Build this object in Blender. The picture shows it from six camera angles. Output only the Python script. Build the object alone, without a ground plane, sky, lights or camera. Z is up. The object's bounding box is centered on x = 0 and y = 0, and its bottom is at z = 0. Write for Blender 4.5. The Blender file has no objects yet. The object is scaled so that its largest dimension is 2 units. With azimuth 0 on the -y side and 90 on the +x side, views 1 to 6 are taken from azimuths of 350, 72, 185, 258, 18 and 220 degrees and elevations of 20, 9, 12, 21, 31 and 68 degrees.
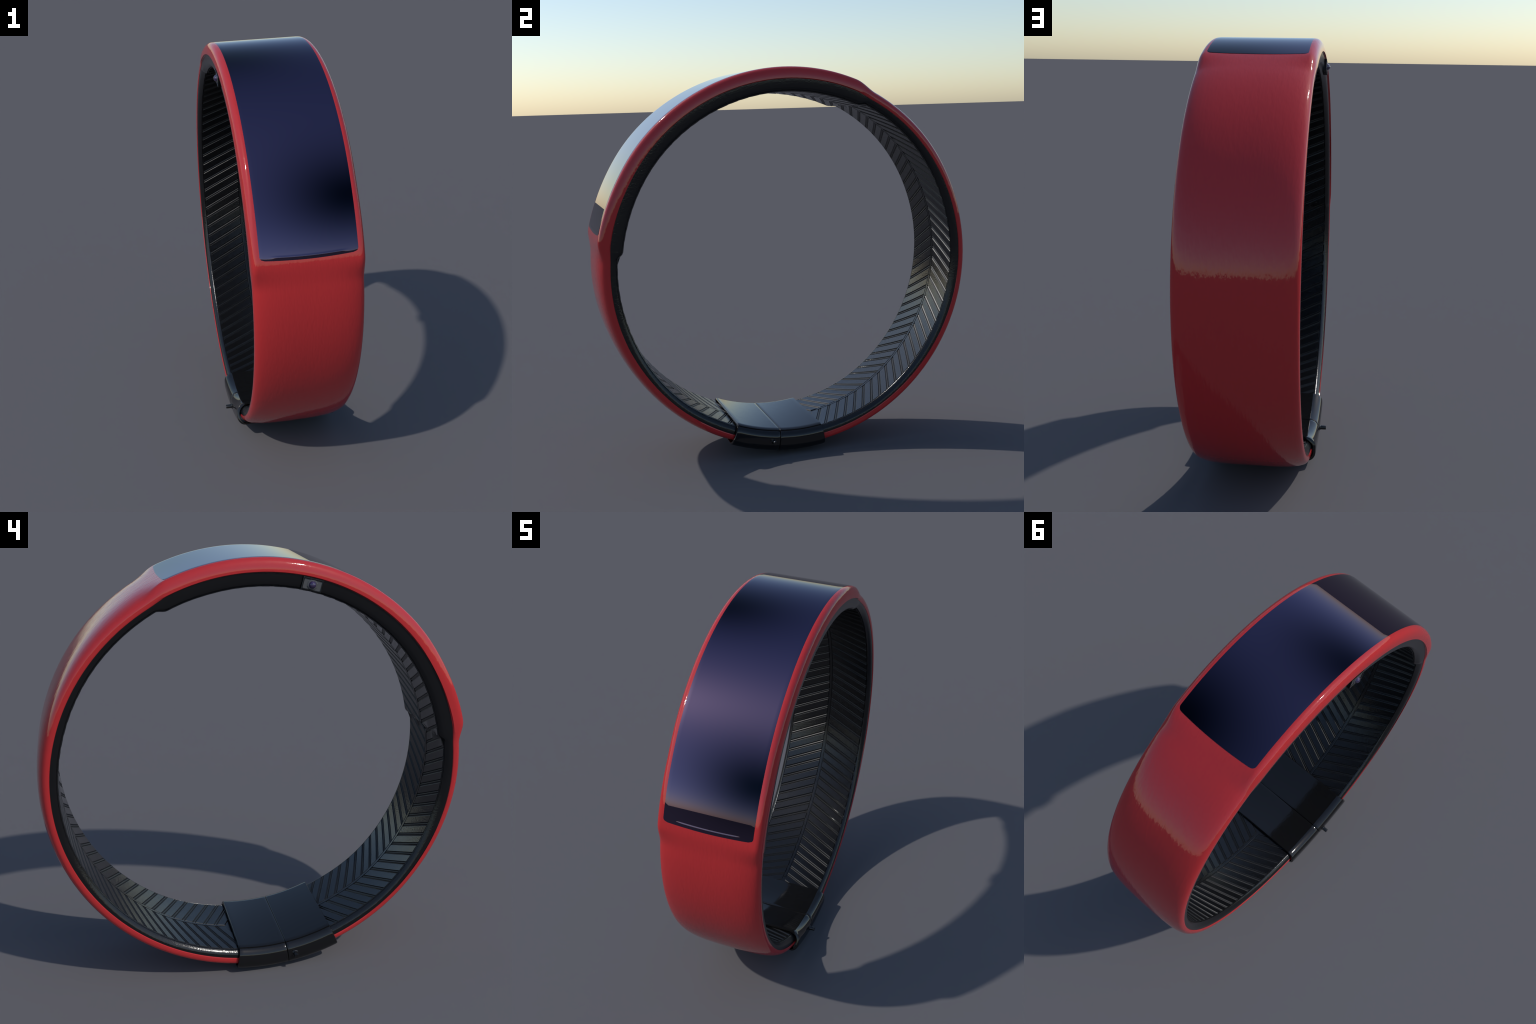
"""Slim smart wristband standing on its clasp: red glossy shell, long curved
display, black herringbone lining, two-link black clasp, small side camera."""
import bpy, math
from math import sin, cos, pi, radians as rad
from mathutils import Vector

# ------------------------------------------------------------------ layout
# The band is a ring about the x axis.  Angles are in degrees, measured in the
# y-z plane from +y towards +z.  x runs across the band.
CENTRE = (0.0, 0.0, 1.0)
YAW = -1.08                       # whole thing is turned a touch about z
SHIFT_X = 0.005
BAND_FROM, BAND_TO = -83.0, 250.0  # band ends are hidden inside the clasp
SCREEN_FROM, SCREEN_TO = 68.3, 167.6
GROOVE = 0.0036                   # depth of the tread grooves
HALF_W = 0.2465                   # half width of the red shell


def smooth(a, b, t):
    t = max(0.0, min(1.0, (t - a) / (b - a)))
    return t * t * (3 - 2 * t)


def screen_mask(a):               # 1 over the display, 0 on the plain strap
    return smooth(61.0, 68.6, a) * (1 - smooth(169.0, 175.5, a))


def bump_mask(a):                 # thicker electronics pod inside the band
    return smooth(62.6, 64.9, a) * (1 - smooth(171.8, 174.2, a))


def screen_sag(a):                # display flattens a little above its lower end
    return 0.0035 * math.exp(-((a - 152) / 9.0) ** 2) \
        - 0.0020 * math.exp(-((a - 168.5) / 4.0) ** 2)


def r_crown(a):                   # outer radius on the centre line
    s = screen_mask(a)
    band = 0.976 + 0.012 * smooth(-65, 8, a) + 0.006 * smooth(8, 45, a) \
        - 0.0035 * smooth(120, 175, a) - 0.0135 * smooth(176, 222, a)
    return band * (1 - s) + (0.9985 - screen_sag(a)) * s


def r_seam(a):                    # where red shell meets black liner
    s = screen_mask(a)
    band = 0.921 + 0.011 * smooth(-60, 10, a) - 0.008 * smooth(185, 240, a)
    return band * (1 - s) + 0.939 * s


def r_inner(a):                   # inner face of the lining
    near_clasp = max(0.7 * (1 - smooth(-80, -58, a)), 0.8 * smooth(226, 246, a))
    low = 0.006 * (1 - smooth(-45, 10, a)) + 0.006 * smooth(172, 205, a) \
        - 0.004 * smooth(15, 45, a) * (1 - smooth(64, 66, a))
    pad = 0.019 + 0.004 * smooth(135, 165, a) - 0.003 * (1 - smooth(66, 80, a))
    return 0.894 - low - pad * bump_mask(a) - 0.008 * near_clasp


def shell_r(x, a):
    """Outer surface of the shell: crowned strap, squarer under the display."""
    s = screen_mask(a)
    u = min(1.0, abs(x) / HALF_W)
    p = 3.0 + 0.8 * (1 - smooth(-60, 0, a))
    strap = 0.052 * (1 - (1 - u ** p) ** (1 / p))
    q = max(0.0, (abs(x) - 0.2105) / (HALF_W - 0.2105))
    e = 2.25 + 0.9 * smooth(148, 166, a)
    rim = 0.056 * (1 - max(0.0, 1 - q ** e) ** (1 / e))
    return r_crown(a) - strap * (1 - s) - rim * s


def pt(x, r, a):
    return (x, r * cos(rad(a)), r * sin(rad(a)))


# ------------------------------------------------------------------ helpers
def make(name, verts, faces, mat, parent, smooth_angle=35, origin=CENTRE):
    me = bpy.data.meshes.new(name)
    me.from_pydata(verts, [], faces)
    me.validate()
    ob = bpy.data.objects.new(name, me)
    bpy.context.scene.collection.objects.link(ob)
    me.materials.append(mat)
    import bmesh
    bm = bmesh.new()
    bm.from_mesh(me)
    bmesh.ops.recalc_face_normals(bm, faces=bm.faces)
    for f in bm.faces:
        f.smooth = True
    lim = rad(smooth_angle)
    for e in bm.edges:
        if len(e.link_faces) == 2 and e.calc_face_angle(0) > lim:
            e.smooth = False
    bm.to_mesh(me)
    bm.free()
    ob.parent = parent
    ob.location = origin
    return ob


def child_of(ob, parent):         # same ring-centre frame one level deeper
    ob.parent = parent
    ob.location = (0, 0, 0)


def loft(rings, closed_ring=True, caps=True):
    """Join equally long rings of points into a skin."""
    n = len(rings[0])
    verts = [p for r in rings for p in r]
    faces = []
    m = n if closed_ring else n - 1
    for i in range(len(rings) - 1):
        for j in range(m):
            k = (j + 1) % n
            faces.append((i * n + j, i * n + k, (i + 1) * n + k, (i + 1) * n + j))
    if caps:
        faces.append(tuple(range(n - 1, -1, -1)))
        o = (len(rings) - 1) * n
        faces.append(tuple(o + j for j in range(n)))
    return verts, faces


def frange(a, b, n):
    return [a + (b - a) * i / (n - 1) for i in range(n)]


# ------------------------------------------------------------------ materials
def material(name, color, rough, ior=1.5, spec=0.5, metallic=0.0):
    m = bpy.data.materials.new(name)
    m.use_nodes = True
    nt = m.node_tree
    p = nt.nodes["Principled BSDF"]
    p.inputs["Base Color"].default_value = (*color, 1)
    p.inputs["Roughness"].default_value = rough
    p.inputs["IOR"].default_value = ior
    p.inputs["Metallic"].default_value = metallic
    p.inputs["Specular IOR Level"].default_value = spec
    return m, nt, p


def ring_coords(nt, kx=1.0, ka=1.0):
    """Vector (x * kx, angle * ka, radius) from object coordinates."""
    N, L = nt.nodes, nt.links
    tc = N.new("ShaderNodeTexCoord")
    sp = N.new("ShaderNodeSeparateXYZ")
    L.new(tc.outputs["Object"], sp.inputs[0])
    at = N.new("ShaderNodeMath"); at.operation = "ARCTAN2"
    L.new(sp.outputs["Z"], at.inputs[0]); L.new(sp.outputs["Y"], at.inputs[1])
    mx = N.new("ShaderNodeMath"); mx.operation = "MULTIPLY"; mx.inputs[1].default_value = kx
    ma = N.new("ShaderNodeMath"); ma.operation = "MULTIPLY"; ma.inputs[1].default_value = ka
    L.new(sp.outputs["X"], mx.inputs[0]); L.new(at.outputs[0], ma.inputs[0])
    cb = N.new("ShaderNodeCombineXYZ")
    L.new(mx.outputs[0], cb.inputs[0]); L.new(ma.outputs[0], cb.inputs[1])
    return cb, sp, at


def noise_bump(nt, p, vec_out, scale, strength, distance, detail=3.0):
    N, L = nt.nodes, nt.links
    nz = N.new("ShaderNodeTexNoise")
    nz.inputs["Scale"].default_value = scale
    nz.inputs["Detail"].default_value = detail
    L.new(vec_out, nz.inputs["Vector"])
    bp = N.new("ShaderNodeBump")
    bp.inputs["Strength"].default_value = strength
    bp.inputs["Distance"].default_value = distance
    L.new(nz.outputs["Fac"], bp.inputs["Height"])
    L.new(bp.outputs["Normal"], p.inputs["Normal"])
    return nz, bp


RED = (0.46, 0.028, 0.030)
mat_red, nt, p = material("red_gloss_plastic", RED, 0.055)
cb, sp, at = ring_coords(nt, 1.0, 0.26)     # grain drawn out along the strap
noise_bump(nt, p, cb.outputs[0], 80.0, 0.42, 0.0018, 2.5)

BLACK = (0.006, 0.006, 0.0065)
mat_rubber, nt, p = material("black_rubber", BLACK, 0.20)
tc = nt.nodes.new("ShaderNodeTexCoord")
noise_bump(nt, p, tc.outputs["Object"], 130.0, 0.40, 0.002, 2.0)

mat_tread, nt, p = material("black_tread_rubber", BLACK, 0.08)
tc = nt.nodes.new("ShaderNodeTexCoord")
noise_bump(nt, p, tc.outputs["Object"], 210.0, 0.48, 0.0016, 1.5)

mat_groove, nt, p = material("glint_damped_groove_rubber", BLACK, 0.40, spec=0.36)  # tread rubber copy, roughness raised and specular cut against sun glints
tc = nt.nodes.new("ShaderNodeTexCoord")
noise_bump(nt, p, tc.outputs["Object"], 210.0, 0.25, 0.0016, 1.5)

mat_clasp, nt, p = material("black_clasp_lacquer", (0.007, 0.007, 0.0075), 0.07)
tc = nt.nodes.new("ShaderNodeTexCoord")
noise_bump(nt, p, tc.outputs["Object"], 40.0, 0.08, 0.002)

mat_plate, nt, p = material("dark_grey_plate", (0.075, 0.076, 0.080), 0.35)
mat_lens, nt, p = material("violet_lens_glass", (0.030, 0.016, 0.065), 0.03, 1.6)
p.inputs["Coat Weight"].default_value = 1.0
p.inputs["Coat Roughness"].default_value = 0.02

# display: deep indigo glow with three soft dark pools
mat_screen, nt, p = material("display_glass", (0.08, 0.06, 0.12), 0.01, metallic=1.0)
N, L = nt.nodes, nt.links
cb, sp, at = ring_coords(nt)


def math_node(op, a, b=None, clamp=False):
    m = N.new("ShaderNodeMath"); m.operation = op; m.use_clamp = clamp
    for i, v in enumerate((a, b)):
        if v is None:
            continue
        if isinstance(v, (int, float)):
            m.inputs[i].default_value = v
        else:
            L.new(v, m.inputs[i])
    return m.outputs[0]


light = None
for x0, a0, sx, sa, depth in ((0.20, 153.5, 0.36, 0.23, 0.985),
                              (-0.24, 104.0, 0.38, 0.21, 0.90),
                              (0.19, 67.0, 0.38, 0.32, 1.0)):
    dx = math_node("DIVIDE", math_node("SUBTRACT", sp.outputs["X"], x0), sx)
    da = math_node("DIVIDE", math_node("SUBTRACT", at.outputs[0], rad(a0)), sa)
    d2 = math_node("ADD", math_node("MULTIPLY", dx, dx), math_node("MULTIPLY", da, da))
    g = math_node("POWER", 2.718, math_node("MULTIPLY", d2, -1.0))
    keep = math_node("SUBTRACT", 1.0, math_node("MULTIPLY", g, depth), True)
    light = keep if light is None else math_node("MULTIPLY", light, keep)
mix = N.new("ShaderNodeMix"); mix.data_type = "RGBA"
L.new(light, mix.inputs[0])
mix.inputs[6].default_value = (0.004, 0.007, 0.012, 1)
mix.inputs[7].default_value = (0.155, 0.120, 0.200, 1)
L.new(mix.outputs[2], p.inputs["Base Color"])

# ------------------------------------------------------------------ root
root = bpy.data.objects.new("smart_wristband", None)
bpy.context.scene.collection.objects.link(root)
root.empty_display_size = 0.3
root["label"] = "red and black smart wristband with long curved screen"
root["category"] = "smart watch"

# ------------------------------------------------------------------ shell
angles = frange(BAND_FROM, BAND_TO, 460)
NX = 40
us = [sin(pi / 2 * t) for t in frange(-1, 1, 2 * NX + 1)]   # denser at edges
rings = []
for a in angles:
    rs = r_seam(a)
    grow = 1 + 0.017 * screen_mask(a)            # display section is a hair wider
    ring = [pt(u * HALF_W * grow, shell_r(u * HALF_W, a), a) for u in us]
    # side wall on +x, inner face, side wall on -x
    ring += [pt(HALF_W - 0.0005, 0.5 * (ring_r + rs), a) for ring_r in (shell_r(HALF_W, a),)]
    ring += [pt(HALF_W - 0.0010, rs + 0.002, a), pt(HALF_W - 0.003, rs, a)]
    ring += [pt(-HALF_W + 0.003, rs, a), pt(-HALF_W + 0.0010, rs + 0.002, a)]
    ring += [pt(-HALF_W + 0.0005, 0.5 * (shell_r(HALF_W, a) + rs), a)]
    rings.append(ring)
shell = make("outer_shell", *loft(rings), mat_red, root, 50)

# ------------------------------------------------------------------ liner
rings = []
for a in angles:
    rs, ri = r_seam(a) + 0.004, r_inner(a) + GROOVE
    w = HALF_W - 0.0035
    half = [(w, rs), (w, ri + 0.021), (w - 0.0022, ri + 0.0145), (w - 0.0075, ri + 0.0075),
            (w - 0.0145, ri + 0.0012), (w - 0.0185, ri - 0.0018), (w - 0.0215, ri - 0.0022),
            (w - 0.0235, ri)]
    ring = [pt(x, r, a) for x, r in half]
    ring += [pt(x, ri, a) for x in (0.12, 0.0, -0.12)]
    ring += [pt(-x, r, a) for x, r in reversed(half)]
    rings.append(ring)
liner = make("inner_liner", *loft(rings), mat_rubber, root, 50)

# ------------------------------------------------------------------ tread
PITCH = 3.65                       # degrees between chevrons
LEAN = 31.5                        # degrees the chevron falls back per metre
EDGE_X, SPINE_X = 0.2185, 0.0070
TREAD_FROM, TREAD_TO = -78.0, 256.0


def tread_bar(v0, side):
    """One slanted flat bar and the low rib beside it, V-grooves between."""
    h = GROOVE
    prof = [(-1.60, -0.001), (-1.53, 0.0002), (-1.27, h - 0.0004), (-1.20, h),
            (1.05, h), (1.12, h - 0.0004), (1.32, 0.0002), (1.37, 0.0002), (1.50, 0.65 * h),
            (1.60, 0.82 * h), (1.72, 0.82 * h), (1.83, 0.65 * h), (2.05, 0.0002), (2.08, -0.001)]
    x0, x1 = SPINE_X + 0.0012, EDGE_X
    xs = [x0] + frange(x0 + 0.003, x1 - 0.002, 15) + [x1]
    rings = []
    for i, x in enumerate(xs):
        end = i in (0, len(xs) - 1)
        ring = []
        for d, hh in prof:
            a = v0 + d - LEAN * x
            ring.append(pt(side * x, r_inner(a) + GROOVE - (-0.001 if end else hh), a))
        rings.append(ring)
    ob = make("tread_bar", *loft(rings), mat_tread, root, 14)
    ob.data.materials.append(mat_groove)          # grooves and rib set rougher to dim sun glints
    n = len(prof)
    for k, f in enumerate(ob.data.polygons):
        f.material_index = 0 if (k % n == 3 and n <= k < n * (len(xs) - 2)) else 1
    return ob


v = TREAD_FROM
while v < TREAD_TO:
    for side in (1, -1):
        tread_bar(v, side)
    v += PITCH

rings = []
for a in frange(TREAD_FROM, 250.0, 400):
    r = r_inner(a)
    rings.append([pt(-SPINE_X, r + 0.007, a), pt(-SPINE_X + 0.0006, r + 0.0008, a),
                  pt(-SPINE_X + 0.0016, r, a), pt(SPINE_X - 0.0016, r, a),
                  pt(SPINE_X - 0.0006, r + 0.0008, a), pt(SPINE_X, r + 0.007, a)])
make("tread_spine", *loft(rings), mat_tread, root, 22)

# ------------------------------------------------------------------ display
W = 0.2135
CORNER = 0.020


def screen_half_width(d):          # d = distance from the nearest end, metres
    if d >= CORNER:
        return W
    return W - CORNER + math.sqrt(max(0.0, CORNER ** 2 - (CORNER - d) ** 2))


length = rad(SCREEN_TO - SCREEN_FROM) * 1.0
ds = [CORNER * (1 - cos(pi / 2 * t)) for t in frange(0, 1, 12)]
mids = frange(CORNER, length - CORNER, 260)
fine = frange(length - 0.06, length - CORNER, 30)
ss = sorted(set([round(s, 6) for s in ds + mids + fine + [length - d for d in ds]]))
NS = 48
top, bot = [], []
for s in ss:
    hw = screen_half_width(min(s, length - s))
    trow, brow = [], []
    for j in range(NS + 1):
        u = -1 + 2 * j / NS
        x = u * hw
        t = s / length
        swell = 0.011 * (1 - (x / W) ** 2)       # ends bow outwards
        a = SCREEN_FROM + (SCREEN_TO - SCREEN_FROM) * t + math.degrees(
            swell * ((t - 0.5) * 2) ** 3)
        # faint lip across the lower end shaped to give the thin line of reflected sky
        glint_ridge = 0.0010 * math.exp(-((s - (length - 0.016)) / 0.0045) ** 2) \
            * (1 - smooth(0.12, 0.18, abs(x)))
        drop = 0.0012 * smooth(length - 0.010, length, s)
        r = 0.9996 - screen_sag(a) + glint_ridge - drop - 0.0006 * smooth(0.975, 1.0, abs(u))
        trow.append(pt(x, r, a))
        brow.append(pt(x, 0.985, a))
    top.append(trow)
    bot.append(brow)
verts, faces = [], []
n = NS + 1
for row in top:
    verts += row
o = len(verts)
for row in bot:
    verts += row
m = len(ss)
for i in range(m - 1):
    for j in range(NS):
        faces.append((i * n + j, i * n + j + 1, (i + 1) * n + j + 1, (i + 1) * n + j))
        faces.append((o + i * n + j, o + (i + 1) * n + j, o + (i + 1) * n + j + 1, o + i * n + j + 1))
    faces.append((i * n, (i + 1) * n, o + (i + 1) * n, o + i * n))
    faces.append((i * n + NS, o + i * n + NS, o + (i + 1) * n + NS, (i + 1) * n + NS))
for j in range(NS):
    faces.append((j, o + j, o + j + 1, j + 1))
    e = (m - 1) * n
    faces.append((e + j, e + j + 1, o + e + j + 1, o + e + j))
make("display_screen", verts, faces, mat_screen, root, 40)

# ------------------------------------------------------------------ clasp
CLASP_W = 0.2665
R_TOP, R_BOT = 0.864, 0.980


def clasp_section(inset, a, under=1.0):
    """Rounded-rectangle outline (x, r) of the clasp, shrunk by inset."""
    w = CLASP_W - inset
    t, b = R_TOP + inset, R_BOT - inset * under
    pts = []
    for ax, ar, cx, cr, q0 in ((0.050, 0.046, w - 0.050, t + 0.046, -90),
                               (0.036, 0.042, w - 0.036, b - 0.042, 0)):
        for k in range(9):
            q = rad(q0 + 90 * k / 8)
            pts.append((cx + ax * cos(q), cr + ar * sin(q)))
    # straight top: give it a few more columns
    right = [(x, r) for x, r in pts]
    left = [(-x, r) for x, r in reversed(right)]
    return [pt(x + 0.0015, r, a) for x, r in right + left]


def clasp_link(a0, a1):
    """Hollow sleeve from the split a0 to the open end a1 where the strap enters."""
    d = 1 if a1 > a0 else -1
    rings = [clasp_section(0.0025, a0), clasp_section(0.0008, a0 + d * 0.08),
             clasp_section(0.0, a0 + d * 0.22)]
    for a in frange(a0 + d * 1.0, a1 - d * 0.8, 22):
        rings.append(clasp_section(0.0, a))
    rings += [clasp_section(0.0010, a1 - d * 0.12), clasp_section(0.0030, a1),
              clasp_section(0.0115, a1 + d * 0.05, 0.5), clasp_section(0.0130, a1 - d * 0.25, 0.5),
              clasp_section(0.0135, a1 - d * 3.0, 0.5)]
    return make("clasp_link", *loft(rings), mat_clasp, root, 40)


SPLIT = -96.7
link_front = clasp_link(SPLIT - 0.05, -112.0)
link_back = clasp_link(SPLIT + 0.05, -81.5)


def lathe_x(name, profile, a, r, side, mat, parent, seg=28):
    """Solid of revolution about an axis parallel to x at (r, a)."""
    cy, cz = r * cos(rad(a)), r * sin(rad(a))
    rings = []
    for x, q in profile:
        rings.append([(side * x, cy + q * cos(2 * pi * k / seg), cz + q * sin(2 * pi * k / seg))
                      for k in range(seg)])
    ob = make(name, *loft(rings), mat, root, 40)
    child_of(ob, parent)
    return ob


PIN = [(0.240, 0.017), (0.2655, 0.0165), (0.2675, 0.0135), (0.270, 0.0115), (0.273, 0.0108),
       (0.2955, 0.0105), (0.297, 0.0095)]
for side in (1, -1):
    lathe_x("clasp_pin", PIN, -98.9, 0.925, side, mat_clasp, link_front, 24)

# ------------------------------------------------------------------ camera
CAM_A, CAM_R = 106.4, 0.909


def block(name, tang, radial, depth0, depth1, bevel, mat, parent, cut=0.0):
    """Plate on the -x flank: tangential x radial size, from depth0 out to depth1."""
    def outline(t, q, x):
        c = cut
        base = [(-t, -q + c), (-t + c, -q), (t - c, -q), (t, -q + c),
                (t, q - c), (t - c, q), (-t + c, q), (-t, q - c)]
        out = []
        for dt, dr in base:
            a = rad(CAM_A)
            er = (cos(a), sin(a)); et = (-sin(a), cos(a))
            out.append((-x, CAM_R * er[0] + dr * er[0] + dt * et[0],
                        CAM_R * er[1] + dr * er[1] + dt * et[1]))
        return out
    rings = [outline(tang, radial, depth0), outline(tang, radial, depth1 - bevel),
             outline(tang - bevel, radial - bevel, depth1)]
    ob = make(name, *loft(rings), mat, root, 30)
    if parent is not root:
        child_of(ob, parent)
    return ob


def frame(name, tang, radial, border, depth0, depth1, mat):
    rings = []
    for t, q, x in ((tang, radial, depth0), (tang, radial, depth1 - 0.0015),
                    (tang - 0.0015, radial - 0.0015, depth1),
                    (tang - border + 0.0015, radial - border + 0.0015, depth1),
                    (tang - border, radial - border, depth1 - 0.0015),
                    (tang - border, radial - border, depth0)):
        a = rad(CAM_A)
        er = (cos(a), sin(a)); et = (-sin(a), cos(a))
        rings.append([(-x, (CAM_R + sr * q) * er[0] + st * t * et[0],
                       (CAM_R + sr * q) * er[1] + st * t * et[1])
                      for st, sr in ((-1, -1), (1, -1), (1, 1), (-1, 1))])
    return make(name, *loft(rings), mat, root, 30)


cam = frame("camera_module", 0.046, 0.0265, 0.006, 0.232, 0.2535, mat_rubber)
block("camera_plate", 0.041, 0.0215, 0.230, 0.2500, 0.001, mat_plate, cam, 0.003)
block("lens_housing", 0.0215, 0.0205, 0.240, 0.2535, 0.002, mat_plate, cam, 0.010)
LENS = [(0.250 + 0.0175 * sin(rad(q)), 0.0165 * cos(rad(q))) for q in frange(0, 86, 12)]
LENS = [(0.243, 0.0165)] + LENS
lathe_x("camera_lens", LENS, CAM_A, CAM_R, -1, mat_lens, cam, 32)

# ------------------------------------------------------------------ pose
root.rotation_euler = (0, 0, rad(YAW))
root.location = (SHIFT_X, 0, 0)
